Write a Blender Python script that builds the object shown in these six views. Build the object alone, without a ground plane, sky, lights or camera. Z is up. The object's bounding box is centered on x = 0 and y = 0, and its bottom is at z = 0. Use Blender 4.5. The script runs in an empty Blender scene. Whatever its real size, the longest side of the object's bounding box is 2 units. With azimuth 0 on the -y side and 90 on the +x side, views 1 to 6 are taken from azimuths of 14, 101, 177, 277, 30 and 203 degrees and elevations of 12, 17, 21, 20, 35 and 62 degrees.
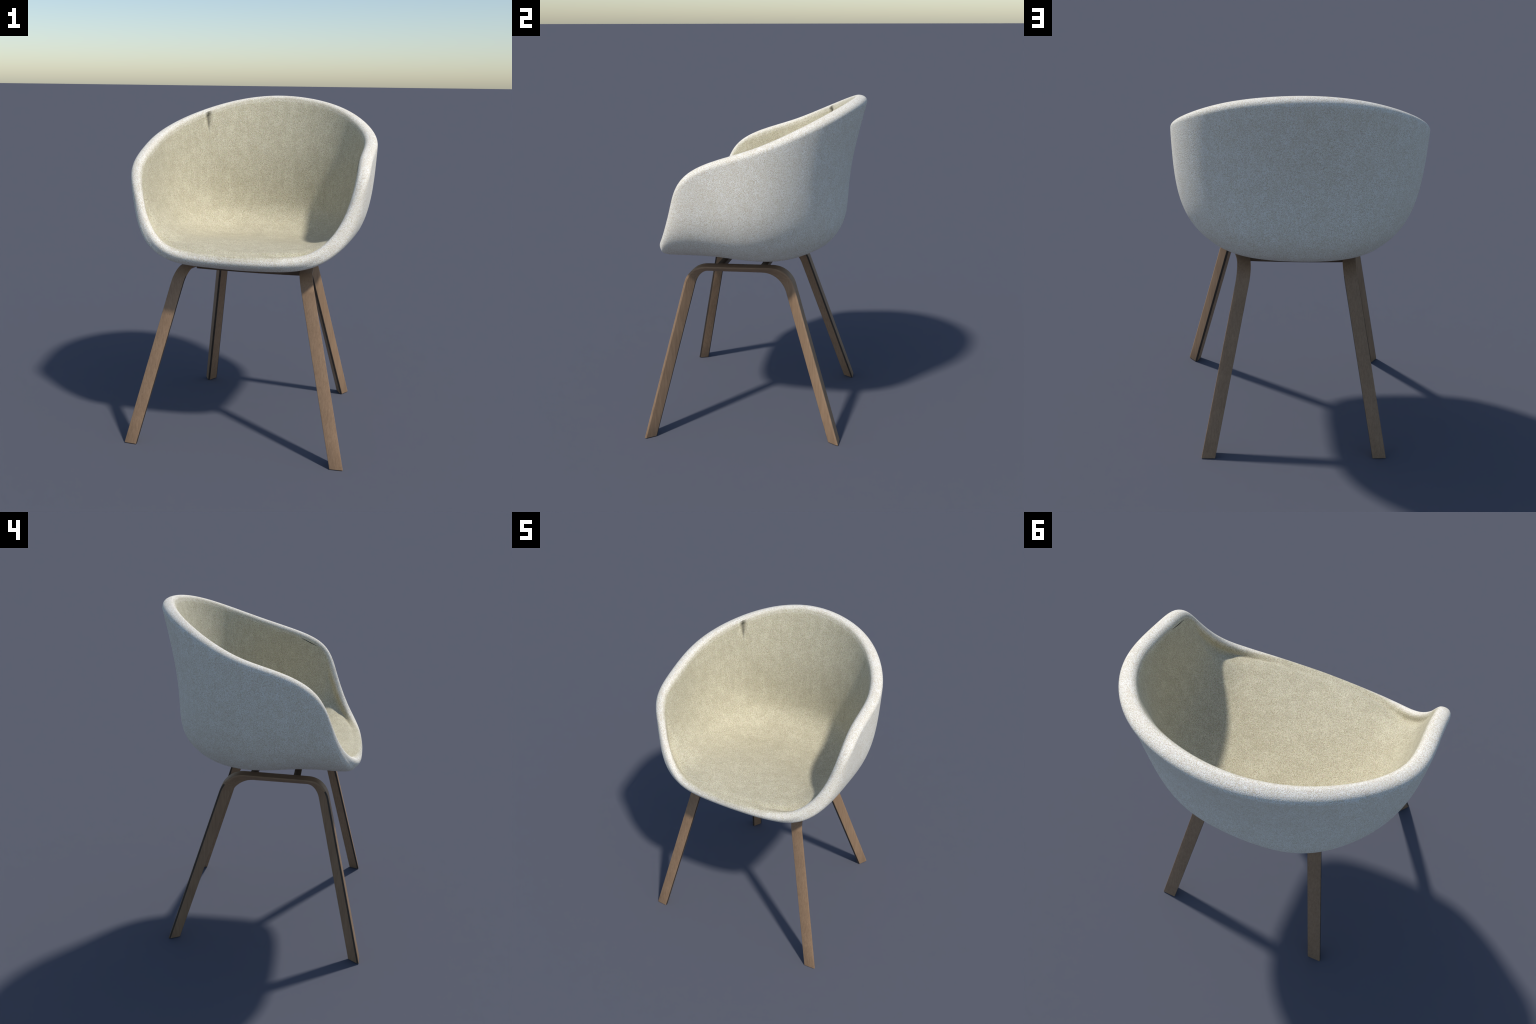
"""Upholstered tub armchair on a bent-plywood base, built part by part."""
import bpy, bmesh, math
import numpy as np
from mathutils import Vector

# ----------------------------------------------------------------------------
#  helpers
# ----------------------------------------------------------------------------
def link(obj, parent=None):
    bpy.context.scene.collection.objects.link(obj)
    if parent is not None:
        obj.parent = parent
    return obj


def mesh_object(name, verts, faces, mats, midx=None, parent=None, normals=None):
    me = bpy.data.meshes.new(name)
    me.from_pydata([tuple(map(float, v)) for v in verts], [], [tuple(map(int, f)) for f in faces])
    for m in mats:
        me.materials.append(m)
    if midx is not None:
        me.polygons.foreach_set("material_index", np.asarray(midx, dtype=np.int32))
    me.polygons.foreach_set("use_smooth", np.ones(len(faces), dtype=bool))
    me.update()
    if normals is not None:
        me.normals_split_custom_set_from_vertices([tuple(map(float, n)) for n in normals])
    return link(bpy.data.objects.new(name, me), parent)


def submesh(name, verts, faces, keep, mats, midx, normals, parent):
    """Object made of the kept faces only; border vertices coincide with the neighbours'."""
    sel = [f for f, k in zip(faces, keep) if k]
    mi = [m for m, k in zip(midx, keep) if k]
    used = np.unique(np.concatenate([np.array(f) for f in sel]))
    back = {int(g): i for i, g in enumerate(used)}
    return mesh_object(name, verts[used], [[back[int(i)] for i in f] for f in sel], mats, mi, parent, normals[used])


# ----------------------------------------------------------------------------
#  materials
# ----------------------------------------------------------------------------
class Nodes:
    def __init__(self, name):
        self.mat = bpy.data.materials.new(name)
        self.mat.use_nodes = True
        self.t = self.mat.node_tree
        self.t.nodes.clear()
        self.out = self.t.nodes.new("ShaderNodeOutputMaterial")
        self.bsdf = self.t.nodes.new("ShaderNodeBsdfPrincipled")
        self.t.links.new(self.bsdf.outputs[0], self.out.inputs[0])
        self.coord = self.t.nodes.new("ShaderNodeTexCoord").outputs["Object"]

    def put(self, sock, val):
        if isinstance(val, bpy.types.NodeSocket):
            self.t.links.new(val, sock)
        else:
            sock.default_value = val

    def mapping(self, scale=(1, 1, 1), rot=(0, 0, 0)):
        n = self.t.nodes.new("ShaderNodeMapping")
        self.t.links.new(self.coord, n.inputs["Vector"])
        n.inputs["Scale"].default_value = scale
        n.inputs["Rotation"].default_value = rot
        return n.outputs[0]

    def noise(self, scale, detail=2.0, rough=0.5, vec=None, distortion=0.0):
        n = self.t.nodes.new("ShaderNodeTexNoise")
        self.t.links.new(vec or self.coord, n.inputs["Vector"])
        n.inputs["Scale"].default_value = scale
        n.inputs["Detail"].default_value = detail
        n.inputs["Roughness"].default_value = rough
        n.inputs["Distortion"].default_value = distortion
        return n.outputs["Fac"]

    def ramp(self, fac, stops):
        n = self.t.nodes.new("ShaderNodeValToRGB")
        self.put(n.inputs[0], fac)
        el = n.color_ramp.elements
        while len(el) < len(stops):
            el.new(0.5)
        for e, (p, c) in zip(el, stops):
            e.position = p
            e.color = (c, c, c, 1) if isinstance(c, (int, float)) else (*c, 1)
        return n.outputs[0]

    def mix(self, fac, a, b, mode="MIX"):
        n = self.t.nodes.new("ShaderNodeMix")
        n.data_type = "RGBA"
        n.blend_type = mode
        self.put(n.inputs[0], fac)
        for s, v in ((n.inputs[6], a), (n.inputs[7], b)):
            self.put(s, (*v, 1) if isinstance(v, tuple) else v)
        return n.outputs[2]

    def math(self, op, a, b=0.0, clamp=False):
        n = self.t.nodes.new("ShaderNodeMath")
        n.operation = op
        n.use_clamp = clamp
        self.put(n.inputs[0], a)
        self.put(n.inputs[1], b)
        return n.outputs[0]

    def bump(self, height, strength, distance):
        n = self.t.nodes.new("ShaderNodeBump")
        n.inputs["Strength"].default_value = strength
        n.inputs["Distance"].default_value = distance
        self.put(n.inputs["Height"], height)
        self.t.links.new(n.outputs[0], self.bsdf.inputs["Normal"])


def fabric(name, base, thread, patch, amount, pinch=None):
    """Woven wool: pale ground, tan threads gathered in drifting patches, fine weave relief."""
    g = Nodes(name)
    fine = g.noise(330, 1.0, 0.5)
    weave_a = g.noise(1.0, 1.0, 0.5, g.mapping((330, 190, 330), (0.3, 0.2, 0.6)))
    weave_b = g.noise(1.0, 1.0, 0.5, g.mapping((190, 340, 230), (0.1, 0.5, -0.5)))
    drift = g.noise(16, 4.0, 0.65)
    streak = g.noise(1.0, 3.0, 0.6, g.mapping((40, 40, 4)))
    speck = g.math("ADD", g.math("MULTIPLY", fine, 0.5), g.math("MULTIPLY", g.math("ADD", weave_a, weave_b), 0.25))
    speck = g.math("ADD", speck, g.math("MULTIPLY", g.math("SUBTRACT", drift, 0.5), 0.10))
    speck = g.math("ADD", speck, g.math("MULTIPLY", g.math("SUBTRACT", g.noise(110, 2.0, 0.6), 0.5), 0.15))
    mask = g.ramp(speck, [(0.470, 0.0), (0.56, 1.0)])
    col = g.mix(g.math("MULTIPLY", mask, amount), base, thread)
    wide = g.math("MULTIPLY", g.ramp(g.math("ADD", g.math("MULTIPLY", drift, 0.3), g.math("MULTIPLY", streak, 0.7)),
                                     [(0.38, 0.0), (0.62, 1.0)]), 0.34)
    col = g.mix(wide, col, patch)
    tint = g.t.nodes.new("ShaderNodeTexNoise")      # single fibres a little pinker or greener
    g.put(tint.inputs["Vector"], g.coord)
    tint.inputs["Scale"].default_value = 260
    tint.inputs["Detail"].default_value = 1.0
    col = g.mix(0.30, col, tint.outputs["Color"], "SOFT_LIGHT")
    if pinch:      # shadow of the pinched fold, painted into the lining colour
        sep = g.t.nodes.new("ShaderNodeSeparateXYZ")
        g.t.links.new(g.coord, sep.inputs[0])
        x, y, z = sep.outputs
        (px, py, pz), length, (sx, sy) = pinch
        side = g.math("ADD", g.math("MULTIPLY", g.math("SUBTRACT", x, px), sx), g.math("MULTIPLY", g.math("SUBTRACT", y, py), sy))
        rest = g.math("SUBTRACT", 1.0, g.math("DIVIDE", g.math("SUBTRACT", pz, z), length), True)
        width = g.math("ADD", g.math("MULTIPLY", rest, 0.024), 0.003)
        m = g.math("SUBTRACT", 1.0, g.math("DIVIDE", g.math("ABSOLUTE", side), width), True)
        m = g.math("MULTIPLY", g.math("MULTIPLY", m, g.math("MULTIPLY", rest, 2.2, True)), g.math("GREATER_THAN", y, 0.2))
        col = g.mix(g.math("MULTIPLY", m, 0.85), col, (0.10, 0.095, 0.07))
    g.put(g.bsdf.inputs["Base Color"], col)
    g.bsdf.inputs["Roughness"].default_value = 0.92
    g.bsdf.inputs["Specular IOR Level"].default_value = 0.15
    g.bsdf.inputs["Sheen Weight"].default_value = 0.08
    g.bsdf.inputs["Sheen Roughness"].default_value = 0.5
    g.bump(g.math("ADD", g.math("ADD", weave_a, weave_b), g.math("MULTIPLY", fine, 0.7)), 0.35, 0.004)
    return g.mat


def wood(name, light, dark, grain_scale):
    g = Nodes(name)
    fibre = g.noise(1.0, 4.0, 0.65, g.mapping(grain_scale), 0.4)
    blotch = g.noise(7.0, 2.0, 0.5)
    f = g.math("ADD", g.math("MULTIPLY", fibre, 0.75), g.math("MULTIPLY", blotch, 0.25))
    col = g.mix(g.ramp(f, [(0.36, 0.0), (0.66, 1.0)]), dark, light)
    pore = g.ramp(g.noise(1.0, 2.0, 0.5, g.mapping(tuple(s * 3.5 for s in grain_scale))), [(0.30, 1.0), (0.42, 0.0)])
    col = g.mix(g.math("MULTIPLY", pore, 0.35), col, tuple(c * 0.55 for c in dark))
    g.put(g.bsdf.inputs["Base Color"], col)
    g.bsdf.inputs["Roughness"].default_value = 0.55
    g.bsdf.inputs["Specular IOR Level"].default_value = 0.35
    g.bump(fibre, 0.15, 0.002)
    return g.mat


def plain(name, colour, rough):
    g = Nodes(name)
    n = g.noise(60, 2.0)
    g.put(g.bsdf.inputs["Base Color"], g.mix(n, tuple(c * 0.8 for c in colour), tuple(c * 1.2 for c in colour)))
    g.bsdf.inputs["Roughness"].default_value = rough
    return g.mat


OUTSIDE = ((0.895, 0.87, 0.795), (0.55, 0.46, 0.325), (0.74, 0.68, 0.56))
LINING = ((0.67, 0.625, 0.465), (0.345, 0.295, 0.19), (0.42, 0.375, 0.26))  # inside tones lowered and yellowed for the tub's shade and bounced light
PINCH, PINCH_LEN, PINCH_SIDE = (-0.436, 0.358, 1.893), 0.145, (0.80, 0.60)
STEPS = 4            # the rim roll fades from the outside colour to the darkened inside in these steps
FABRICS = []
for k in range(STEPS + 1):
    f = k / STEPS
    tone = [tuple(a + (b - a) * f for a, b in zip(o, i)) for o, i in zip(OUTSIDE, LINING)]
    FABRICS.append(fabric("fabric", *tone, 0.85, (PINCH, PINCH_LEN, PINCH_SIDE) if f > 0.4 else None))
WALNUT, WALNUT_DARK = (0.345, 0.222, 0.132), (0.255, 0.160, 0.093)
WOOD_LEG = wood("walnut_leg", WALNUT, WALNUT_DARK, (110, 110, 6))
WOOD_RAIL = wood("walnut_rail", WALNUT, WALNUT_DARK, (110, 6, 110))
WOOD_CROSS = wood("shade_darkened_crossbar", (0.14, 0.092, 0.058), (0.095, 0.062, 0.04), (6, 110, 110))  # wood colour darkened to hold the shade under the seat
EDGE_LEG = wood("dark_strip_leg", (0.065, 0.050, 0.038), (0.04, 0.031, 0.025), (110, 110, 6))
BLACK = plain("black_plastic", (0.02, 0.02, 0.021), 0.5)
SLIT = plain("open_seam", (0.03, 0.027, 0.022), 0.9)

# ----------------------------------------------------------------------------
#  the thing
# ----------------------------------------------------------------------------
chair = link(bpy.data.objects.new("armchair", None))
chair["label"] = "pale speckled fabric tub armchair on brown wooden legs"
chair["category"] = "armchair"

# ----------------------------------------------------------------------------
#  upholstered shell : one smooth loft, then split into seat / backrest / arms
# ----------------------------------------------------------------------------
# Twenty ribs, front centre -> right arm -> back centre -> left arm (the hand-upholstered shell is
# not quite symmetric). Each rib runs over the OUTSIDE of the shell from the underside to the rim.
CENTRE = (0.0, -0.03, 1.064)
RIBS = [
    [(0.000, -0.232, 1.055), (-0.001, -0.377, 1.039), (-0.001, -0.470, 1.054), (-0.001, -0.524, 1.074), (-0.001, -0.558, 1.089)],
    [(0.052, -0.228, 1.056), (0.105, -0.375, 1.041), (0.154, -0.472, 1.057), (0.187, -0.527, 1.075), (0.225, -0.556, 1.094)],
    [(0.099, -0.216, 1.057), (0.198, -0.366, 1.049), (0.291, -0.476, 1.068), (0.362, -0.529, 1.093), (0.414, -0.538, 1.133)],
    [(0.139, -0.192, 1.060), (0.271, -0.335, 1.063), (0.394, -0.450, 1.093), (0.499, -0.500, 1.144), (0.544, -0.477, 1.242)],
    [(0.172, -0.151, 1.062), (0.329, -0.269, 1.077), (0.467, -0.372, 1.127), (0.592, -0.430, 1.218), (0.634, -0.403, 1.399)],
    [(0.195, -0.093, 1.061), (0.373, -0.164, 1.085), (0.526, -0.236, 1.156), (0.645, -0.297, 1.295), (0.689, -0.309, 1.560)],
    [(0.205, -0.021, 1.058), (0.398, -0.030, 1.082), (0.566, -0.054, 1.174), (0.664, -0.097, 1.365), (0.692, -0.144, 1.661)],
    [(0.191, 0.053, 1.053), (0.382, 0.114, 1.078), (0.553, 0.148, 1.197), (0.652, 0.133, 1.424), (0.687, 0.098, 1.739)],
    [(0.150, 0.119, 1.053), (0.307, 0.245, 1.084), (0.453, 0.335, 1.222), (0.533, 0.339, 1.474), (0.574, 0.342, 1.833)],
    [(0.083, 0.163, 1.056), (0.173, 0.335, 1.096), (0.267, 0.466, 1.239), (0.305, 0.473, 1.513), (0.343, 0.533, 1.917)],
    [(0.000, 0.178, 1.059), (0.000, 0.367, 1.101), (0.000, 0.502, 1.245), (0.002, 0.523, 1.529), (0.003, 0.614, 1.955)],
    [(-0.083, 0.162, 1.057), (-0.173, 0.335, 1.095), (-0.267, 0.465, 1.238), (-0.301, 0.478, 1.516), (-0.319, 0.532, 1.921)],
    [(-0.150, 0.118, 1.055), (-0.308, 0.245, 1.084), (-0.452, 0.333, 1.220), (-0.530, 0.341, 1.476), (-0.560, 0.339, 1.838)],
    [(-0.191, 0.053, 1.055), (-0.383, 0.114, 1.079), (-0.552, 0.146, 1.195), (-0.651, 0.133, 1.425), (-0.683, 0.107, 1.746)],
    [(-0.205, -0.021, 1.059), (-0.398, -0.031, 1.082), (-0.565, -0.056, 1.174), (-0.664, -0.096, 1.366), (-0.693, -0.140, 1.665)],
    [(-0.195, -0.093, 1.061), (-0.373, -0.164, 1.086), (-0.525, -0.236, 1.157), (-0.643, -0.295, 1.296), (-0.691, -0.312, 1.554)],
    [(-0.173, -0.151, 1.062), (-0.329, -0.269, 1.078), (-0.467, -0.370, 1.126), (-0.587, -0.428, 1.220), (-0.636, -0.404, 1.393)],
    [(-0.140, -0.192, 1.060), (-0.272, -0.335, 1.064), (-0.394, -0.448, 1.091), (-0.495, -0.499, 1.146), (-0.546, -0.477, 1.240)],
    [(-0.100, -0.216, 1.057), (-0.199, -0.366, 1.049), (-0.292, -0.475, 1.067), (-0.361, -0.527, 1.095), (-0.414, -0.538, 1.133)],
    [(-0.052, -0.228, 1.056), (-0.106, -0.375, 1.041), (-0.155, -0.471, 1.058), (-0.188, -0.525, 1.077), (-0.227, -0.556, 1.095)],
]
THICK = 0.080       # shell thickness
RIM_BULGE = 0.034   # how far the rounded rim stands past the ribs' ends
SEAT_Z = 1.163      # top of the padded seat
RIM_POWER = 2.25     # squareness of the rim's section
PER_RIB, PER_RING, CAP = 32, 12, 22


def spline_matrix(n, t, periodic):
    """Weights of an interpolating cubic spline through n knots at 0..n-1, evaluated at t."""
    A, B = np.zeros((n, n)), np.zeros((n, n))
    for i in range(n):
        if not periodic and i in (0, n - 1):
            A[i, i] = 1
            continue
        A[i, (i - 1) % n], A[i, i], A[i, (i + 1) % n] = 1, 4, 1
        B[i, (i - 1) % n], B[i, i], B[i, (i + 1) % n] = 6, -12, 6
    M = np.linalg.solve(A, B)
    W = np.zeros((len(t), n))
    for r, x in enumerate(t):
        i = int(math.floor(x)) if periodic else min(int(x), n - 2)
        f = x - i
        i, j = i % n, (i + 1) % n
        W[r, i] += 1 - f
        W[r, j] += f
        W[r] += (((1 - f) ** 3 - (1 - f)) * M[i] + (f ** 3 - f) * M[j]) / 6
    return W


def unit(a):
    return a / np.maximum(np.linalg.norm(a, axis=-1, keepdims=True), 1e-12)


knots = np.array([[CENTRE] + rib for rib in RIBS])
NR, NK = knots.shape[0], knots.shape[1]
NU = NR * PER_RIB
NV = (NK - 1) * PER_RING + 1
u_par = np.arange(NU) / PER_RIB
v_par = np.linspace(0, NK - 1, NV)
outer = np.einsum("ui,ikc->ukc", spline_matrix(NR, u_par, True), knots)
outer = np.einsum("vk,ukc->uvc", spline_matrix(NK, v_par, False), outer)


def relax(S, rounds, lo, hi):
    """Smooth the rings lo..hi of a polar grid (ring 0 is its centre)."""
    for _ in range(rounds):
        avg = (np.roll(S, 1, 0) + np.roll(S, -1, 0)) / 2
        new = S.copy()
        new[:, lo:hi] = 0.5 * S[:, lo:hi] + 0.25 * avg[:, lo:hi] + 0.125 * (S[:, lo - 1:hi - 1] + S[:, lo + 1:hi + 1])
        new[:, 0] = new[:, 1].mean(0)
        S = new
    return S


outer = relax(outer, 20, 1, 14)
outer = relax(outer, 30, NV // 2, NV - 1)
for _ in range(25):
    outer[:, -1] = 0.5 * outer[:, -1] + 0.25 * (np.roll(outer[:, -1], 1, 0) + np.roll(outer[:, -1], -1, 0))
du = np.roll(outer, -1, 0) - np.roll(outer, 1, 0)
dv = np.gradient(outer, axis=1)
nrm = unit(np.cross(du, dv))
if nrm[0, NV // 3, 2] > 0:
    nrm = -nrm
nrm[:, 0] = (0, 0, -1)

soft = nrm.copy()                      # even out the offset directions so that the lining never folds
for _ in range(60):
    soft[:, 1:] = 0.5 * soft[:, 1:] + 0.25 * (np.roll(soft, 1, 0) + np.roll(soft, -1, 0))[:, 1:]
soft = unit(soft)
rib = np.minimum(u_par, NR - u_par)[:, None]          # 0 at the front centre, 10 at the back centre
ring = v_par[None, :]
bell = lambda x, c, w: np.exp(-((x - c) / w) ** 2)
rear = np.clip((rib - 6.3) / 2.0, 0, 1)
thick = THICK + rear * (0.016 * bell(ring, 4.25, 0.45) - 0.018 * bell(ring, 2.9, 0.7))
thick = thick - 0.028 * bell(rib, 3.4, 1.3) * bell(ring, 5.0, 0.9)
thick = thick - 0.008 * np.clip((3.2 - rib) / 1.2, 0, 1) * bell(ring, 5.0, 0.8)     # thin rolled front edge
inner = outer - thick[..., None] * soft
# the padded seat fills the bottom of the tub to an almost level cushion
PAD = SEAT_Z - 0.038 * np.clip((inner[..., 1] + 0.20) / 0.40, 0, 1.3) - 0.004 * np.clip((-0.40 - inner[..., 1]) / 0.17, 0, 1) ** 2
PAD = PAD + 0.014 * np.clip((-inner[..., 1] - 0.10) / 0.2, 0, 1) * np.clip(np.abs(inner[..., 0]) / 0.3, 0, 1)
# no undercut: towards the front the lining always retreats from the rim
edge_y = inner[:, -1:, 1] + 0.017 * np.minimum(NK - 1 - ring, 2.0)
over = np.clip((6.0 - rib) / 2.0, 0, 1) * np.clip((rib - 0.0) / 1.0, 0, 1)
inner[..., 1] += over * (0.5 * (edge_y - inner[..., 1]) + 0.5 * np.sqrt((edge_y - inner[..., 1]) ** 2 + 0.006 ** 2)) * (ring < NK - 1.001)
lift_z = 0.5 * (inner[..., 2] + PAD + np.sqrt((inner[..., 2] - PAD) ** 2 + 0.016 ** 2))
w = np.clip((NV - 1 - np.arange(NV)) / 6, 0, 1)
w = w * w * (3 - 2 * w)
inner[..., 2] += (lift_z - inner[..., 2]) * w
rim_inner = inner[:, -1].copy()
inner = relax(inner, 60, 1, NV - 1)

along = unit(du[:, -1])
lift = np.cross(along, nrm[:, -1])
lift *= np.sign(np.sum(lift * (outer[:, -1] - outer[:, -3]), axis=1, keepdims=True))
cap = []
rib_u = np.minimum(u_par, NR - u_par)[:, None]
for a in np.linspace(0, math.pi, CAP + 1)[1:-1]:
    c, s = math.cos(a), math.sin(a)
    c = math.copysign(abs(c) ** (2 / RIM_POWER), c)
    s = s ** (2 / RIM_POWER)
    cap.append(outer[:, -1] + (rim_inner - outer[:, -1]) / 2 * (1 - c) + lift * (RIM_BULGE + 0.003 * np.clip(1 - rib_u / 3, 0, 1)) * s)
cap = np.stack(cap, 1)

grid = np.concatenate([outer, cap, inner[:, ::-1]], axis=1)   # NU x NG
NG = grid.shape[1]
lo, hi = NV + CAP // 2 + 3, NV + CAP + 22        # let the rim roll melt into the lining
for _ in range(16):
    avg = (np.roll(grid, 1, 0) + np.roll(grid, -1, 0)) / 2
    grid[:, lo:hi] = 0.4 * grid[:, lo:hi] + 0.3 * avg[:, lo:hi] + 0.15 * (grid[:, lo - 1:hi - 1] + grid[:, lo + 1:hi + 1])
# pinch in the lining, left of the backrest, just under the rim
for iu in range(NU // 2, NU):
    for iv in range(NV + CAP - 2, NG - NV // 2):
        p = grid[iu, iv]
        t = (PINCH[2] - p[2]) / PINCH_LEN
        if p[1] > 0.2 and -0.3 < t < 1:
            side = (p[0] - PINCH[0]) * PINCH_SIDE[0] + (p[1] - PINCH[1]) * PINCH_SIDE[1]
            w = 0.019 * (1 - max(t, 0)) + 0.006
            deep = 0.020 * (1 - max(t, 0)) * min(1, (t + 0.3) * 5) * math.exp(-(side / w) ** 2)
            grid[iu, iv] = p + np.array((-0.60, 0.80, 0.0)) * deep
verts = grid.reshape(-1, 3)
vid = np.arange(NU * NG).reshape(NU, NG)
# the two centres are single points
for col in (0, NG - 1):
    vid[:, col] = vid[0, col]
faces, midx, part = [], [], []
SEAT, BACK, ARM_R, ARM_L = range(4)
rib_pos = np.minimum(u_par, NR - u_par)          # 0 front .. 10 back, mirrored
for i in range(NU):
    k = (i + 1) % NU
    uc = (i + 0.5) / PER_RIB
    right = uc < NR / 2
    rp = min(uc, NR - uc)
    for g in range(NG - 1):
        q = [vid[i, g], vid[k, g], vid[k, g + 1], vid[i, g + 1]]
        q = list(dict.fromkeys(int(x) for x in q))
        faces.append(q[::-1])
        ring = g if g < NV else (NV if g < NV + CAP - 1 else NG - 1 - g)
        front = max(0.0, 1 - rp / 6.0)
        midx.append(int(round(STEPS * min(1, max(0, (g - NV - CAP * (0.64 - 0.36 * front)) / (0.28 * CAP))))))
        if rp < 2.5 or ring < 2.75 * PER_RING:
            part.append(SEAT)
        elif rp < 7.75:
            part.append(ARM_R if right else ARM_L)
        else:
            part.append(BACK)
# vertex normals of the whole body
fn = np.zeros_like(verts)
for f in faces:
    a, b, c = verts[f[0]], verts[f[1]], verts[f[2]]
    n = np.cross(b - a, c - a)
    if len(f) == 4:
        d = verts[f[3]]
        n = np.cross(c - a, d - b)
    for i in f:
        fn[i] += n
fn = unit(fn)
if fn[vid[0, 0], 2] > 0:
    faces = [f[::-1] for f in faces]
    fn = -fn
part = np.array(part)
for name, code in (("seat", SEAT), ("backrest", BACK), ("armrest", ARM_R), ("armrest", ARM_L)):
    submesh(name, verts, faces, part == code, FABRICS, midx, fn, chair)

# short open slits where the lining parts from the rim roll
def open_slit(a, b, width):
    pts, nn = [], []
    zone = vid[:, NV + CAP // 2:].reshape(-1)
    for t in np.linspace(0, 1, 15):
        p = np.array(a) + (np.array(b) - np.array(a)) * t
        i = zone[np.argmin(np.sum((verts[zone] - p) ** 2, axis=1))]
        n = fn[i]
        pts.append(p + n * (np.dot(verts[i] - p, n)))
        nn.append(n)
    pts, nn = np.array(pts), np.array(nn)
    run = unit(np.gradient(pts, axis=0))
    side = unit(np.cross(run, nn))
    V, F = [], []
    for i, t in enumerate(np.linspace(0, 1, 15)):
        w = width * math.sin(math.pi * (0.04 + 0.92 * t)) ** 0.8
        V += [pts[i] - side[i] * w + nn[i] * 0.0002, pts[i] + nn[i] * 0.0012, pts[i] + side[i] * w + nn[i] * 0.0002,
              pts[i] - nn[i] * 0.004]
        if i:
            o = 4 * i
            for s in range(4):
                F.append((o - 4 + s, o - 4 + (s + 1) % 4, o + (s + 1) % 4, o + s))
    F += [(3, 2, 1, 0), tuple(len(V) - 4 + s for s in range(4))]
    mesh_object("open_seam", V, F, [SLIT], None, chair)


open_slit((0.612, -0.265, 1.608), (0.613, -0.160, 1.661), 0.0022)

# ----------------------------------------------------------------------------
#  bent-plywood side frames : front leg, rail, rear leg in one sweep
# ----------------------------------------------------------------------------
def filleted(foot_a, top_a, top_b, foot_b, cut_a, cut_b, rail_cut_a=None, rail_cut_b=None, n_leg=6, n_arc=12, n_rail=4):
    """Polyline leg - bend - rail - bend - leg with matching sample counts."""
    fa, ta, tb, fb = (np.array(p, float) for p in (foot_a, top_a, top_b, foot_b))
    def arc(p0, p1, p2, c0, c2):
        s = p1 + unit(p0 - p1) * c0
        e = p1 + unit(p2 - p1) * c2
        k = 0.60
        out = []
        for t in np.linspace(0, 1, n_arc):
            q1, q2 = s + (p1 - s) * k, e + (p1 - e) * k
            out.append((1 - t) ** 3 * s + 3 * (1 - t) ** 2 * t * q1 + 3 * (1 - t) * t * t * q2 + t ** 3 * e)
        return out
    A = arc(fa, ta, tb, cut_a, rail_cut_a or cut_a)
    B = arc(ta, tb, fb, rail_cut_b or cut_b, cut_b)
    line = lambda p, q, n: [p + (q - p) * t for t in np.linspace(0, 1, n + 1)[:-1]]
    return np.array(line(fa, A[0], n_leg) + A + line(A[-1], B[0], n_rail)[1:] + B + line(fb, B[-1], n_leg)[::-1])


EDGE, RIDGE = 0.012, 0.007
outer_edge = filleted((0.647, -0.608, 0), (0.403, -0.375, 1.028), (0.321, 0.216, 1.021), (0.513, 0.549, 0), 0.10, 0.11)
inner_edge = filleted((0.571, -0.612, 0), (0.327, -0.375, 1.028), (0.245, 0.216, 1.021), (0.436, 0.550, 0), 0.10, 0.11)
ridge = filleted((0.597, -0.546, 0), (0.362, -0.322, 0.994), (0.284, 0.160, 0.981), (0.475, 0.484, 0), 0.08, 0.12, 0.055, 0.11)
NS = len(outer_edge)
N_LEG = 6 + 3       # sections below which the sweep counts as leg


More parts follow.
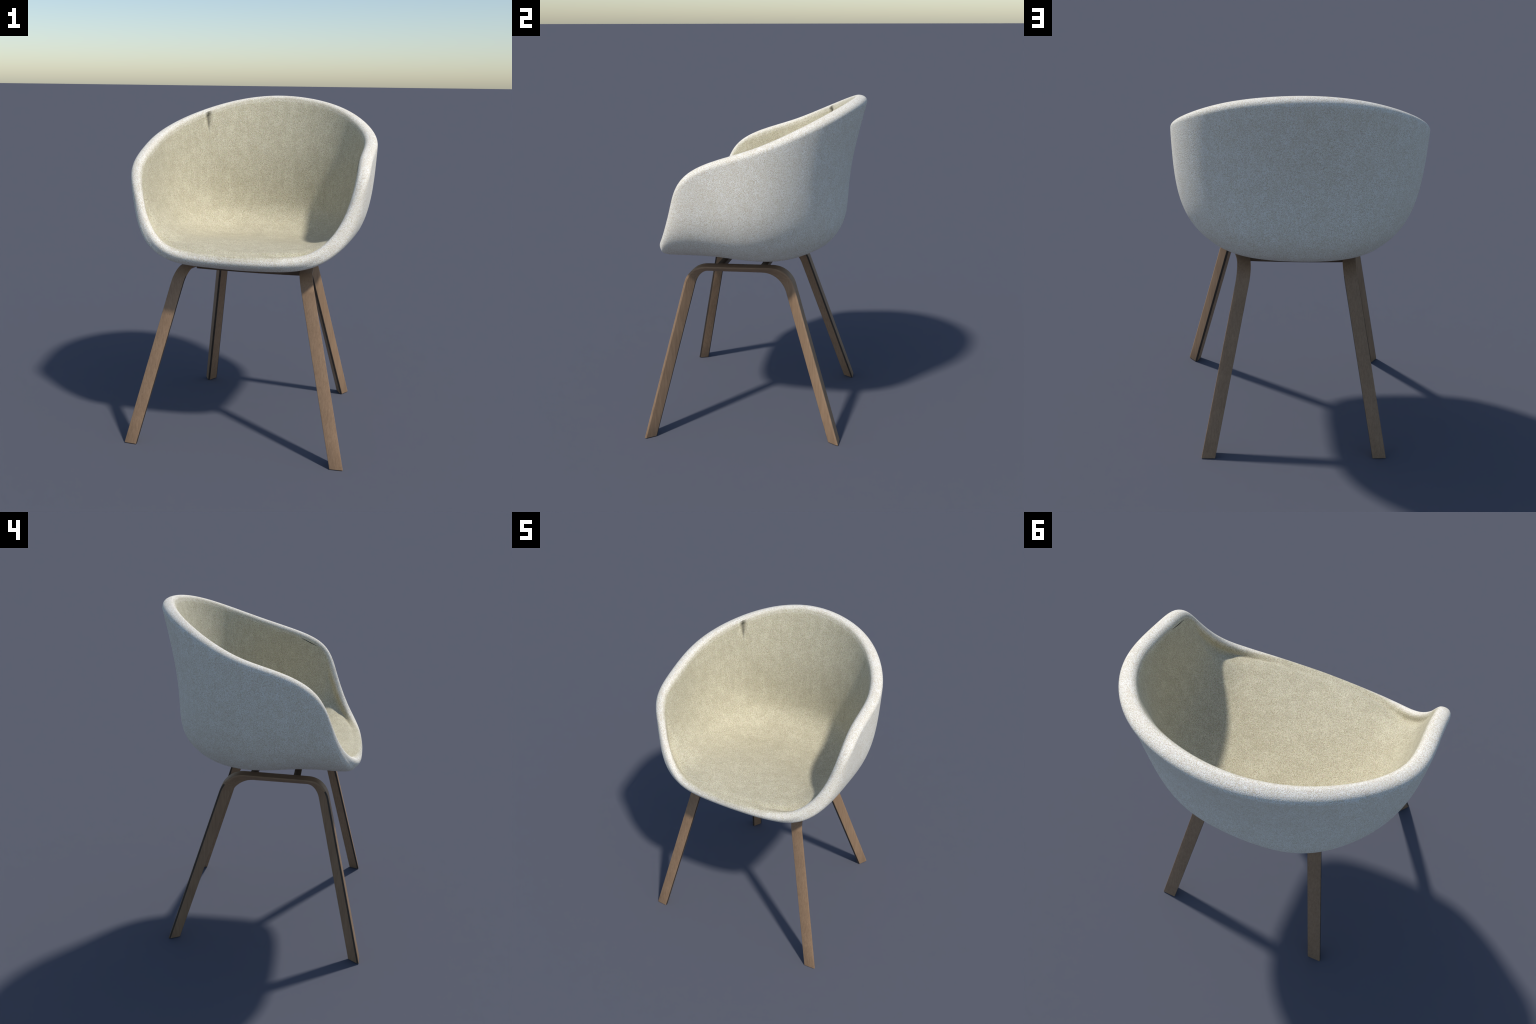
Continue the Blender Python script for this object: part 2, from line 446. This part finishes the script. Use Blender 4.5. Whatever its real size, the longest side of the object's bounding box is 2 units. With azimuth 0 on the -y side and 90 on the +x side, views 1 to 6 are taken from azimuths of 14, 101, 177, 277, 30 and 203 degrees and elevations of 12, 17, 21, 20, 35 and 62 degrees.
def frame(sign):
    V, F, M = [], [], []
    for o, i, r in zip(outer_edge, inner_edge, ridge):
        depth = unit(r - (o + i) / 2)
        d2 = depth.copy()
        if o[2] < 1e-6:
            d2[2] = 0
            d2 = unit(d2)
        cross = unit(o - i)
        ring = [i, o, o + d2 * EDGE - cross * 0.001, r + cross * RIDGE, r - cross * RIDGE, i + d2 * EDGE + cross * 0.001]
        V += [(p[0] * sign, p[1], p[2]) for p in ring]
    kinds = [0, 0 if sign > 0 else 1, 0, 1, 0, 1]     # which long faces carry the dark strip
    for s in range(NS - 1):
        rail = N_LEG <= s < NS - 1 - N_LEG
        for e in range(6):
            a, b = s * 6 + e, s * 6 + (e + 1) % 6
            f = (a, b, b + 6, a + 6)
            F.append(f if sign < 0 else f[::-1])
            M.append(2 if rail else kinds[e])
    ends = [tuple(range(6)), tuple(NS * 6 - 6 + k for k in range(6))[::-1]]
    for f in ends:
        F.append(f[::-1] if sign < 0 else f)
        M.append(0)
    tmp = mesh_object("frame_blank", V, F, [WOOD_LEG, EDGE_LEG, WOOD_RAIL], M)
    bm = bmesh.new()
    bm.from_mesh(tmp.data)
    bmesh.ops.recalc_face_normals(bm, faces=bm.faces[:])
    bm.to_mesh(tmp.data)
    bm.free()
    mod = tmp.modifiers.new("round", "BEVEL")
    mod.width, mod.segments, mod.limit_method, mod.angle_limit = 0.006, 3, "ANGLE", math.radians(28)
    mod.loop_slide = False
    dg = bpy.context.evaluated_depsgraph_get()
    me = bpy.data.meshes.new_from_object(tmp.evaluated_get(dg))
    verts = np.array([v.co[:] for v in me.vertices])
    norms = np.array([v.normal[:] for v in me.vertices])
    faces = [tuple(p.vertices) for p in me.polygons]
    mi = np.array([p.material_index for p in me.polygons])
    cy = np.array([p.center.y for p in me.polygons])
    bpy.data.objects.remove(tmp)
    bpy.data.meshes.remove(me)
    rail = mi >= 2
    for name, keep in (("leg", ~rail & (cy < 0)), ("leg", ~rail & (cy >= 0)), ("rail", rail)):
        # duplicate nothing: flat shading between facets, rounded only at the bevels
        o = submesh(name, verts, faces, keep, [WOOD_LEG, EDGE_LEG, WOOD_RAIL], mi, norms, chair)
        fix_flat(o, FW_ANGLE)


FW_ANGLE = math.radians(20)


def fix_flat(o, angle):
    """Sharp normals across hard edges, smooth along the bends."""
    me = o.data
    me.normals_split_custom_set([(0, 0, 0)] * len(me.loops))
    bm = bmesh.new()
    bm.from_mesh(me)
    for e in bm.edges:
        e.smooth = not (len(e.link_faces) == 2 and e.calc_face_angle(0) > angle)
    bm.to_mesh(me)
    bm.free()


frame(1)
frame(-1)

# ----------------------------------------------------------------------------
#  crossbars between the two rails, and the pads that carry the shell
# ----------------------------------------------------------------------------
def crossbar(y0, y1, reach, z_top, z_low):
    V, F = [], []
    n = 12
    for k in range(n + 1):
        x = -reach + 2 * reach * k / n
        sag = 0.004 * (1 - (x / reach) ** 2)
        t = 0.004
        V += [(x, y0, z_top - sag), (x, y1, z_top - sag), (x, y1 - t, z_low - sag), (x, y0 + t, z_low - sag)]
        if k:
            o = 4 * k
            F += [(o - 4 + s, o - 4 + (s + 1) % 4, o + (s + 1) % 4, o + s) for s in range(4)]
    F += [(3, 2, 1, 0), tuple(4 * n + s for s in range(4))]
    o = mesh_object("crossbar", V, F, [WOOD_CROSS], None, chair)
    bm = bmesh.new()
    bm.from_mesh(o.data)
    bmesh.ops.recalc_face_normals(bm, faces=bm.faces[:])
    bmesh.ops.bevel(bm, geom=[e for e in bm.edges if len(e.link_faces) == 2 and e.calc_face_angle(0) > 0.5],
                    offset=0.003, segments=2, affect="EDGES", profile=0.5)
    for e in bm.edges:
        e.smooth = not (len(e.link_faces) == 2 and e.calc_face_angle(0) > math.radians(50))
    bm.to_mesh(o.data)
    bm.free()


crossbar(-0.226, -0.184, 0.325, 1.020, 0.988)
crossbar(0.030, 0.073, 0.285, 1.015, 0.982)

pad = None
for px in (-0.10, 0.10):
    for py in (-0.205, 0.052):
        if pad is None:
            bm = bmesh.new()
            bmesh.ops.create_cone(bm, cap_ends=True, segments=24, radius1=0.026, radius2=0.022, depth=0.062)
            me = bpy.data.meshes.new("mounting_pad")
            bm.to_mesh(me)
            bm.free()
            me.materials.append(BLACK)
            pad = bpy.data.objects.new("mounting_pad", me)
            o = pad
        else:
            o = pad.copy()
        link(o, chair)
        o.location = (px, py, 1.041)
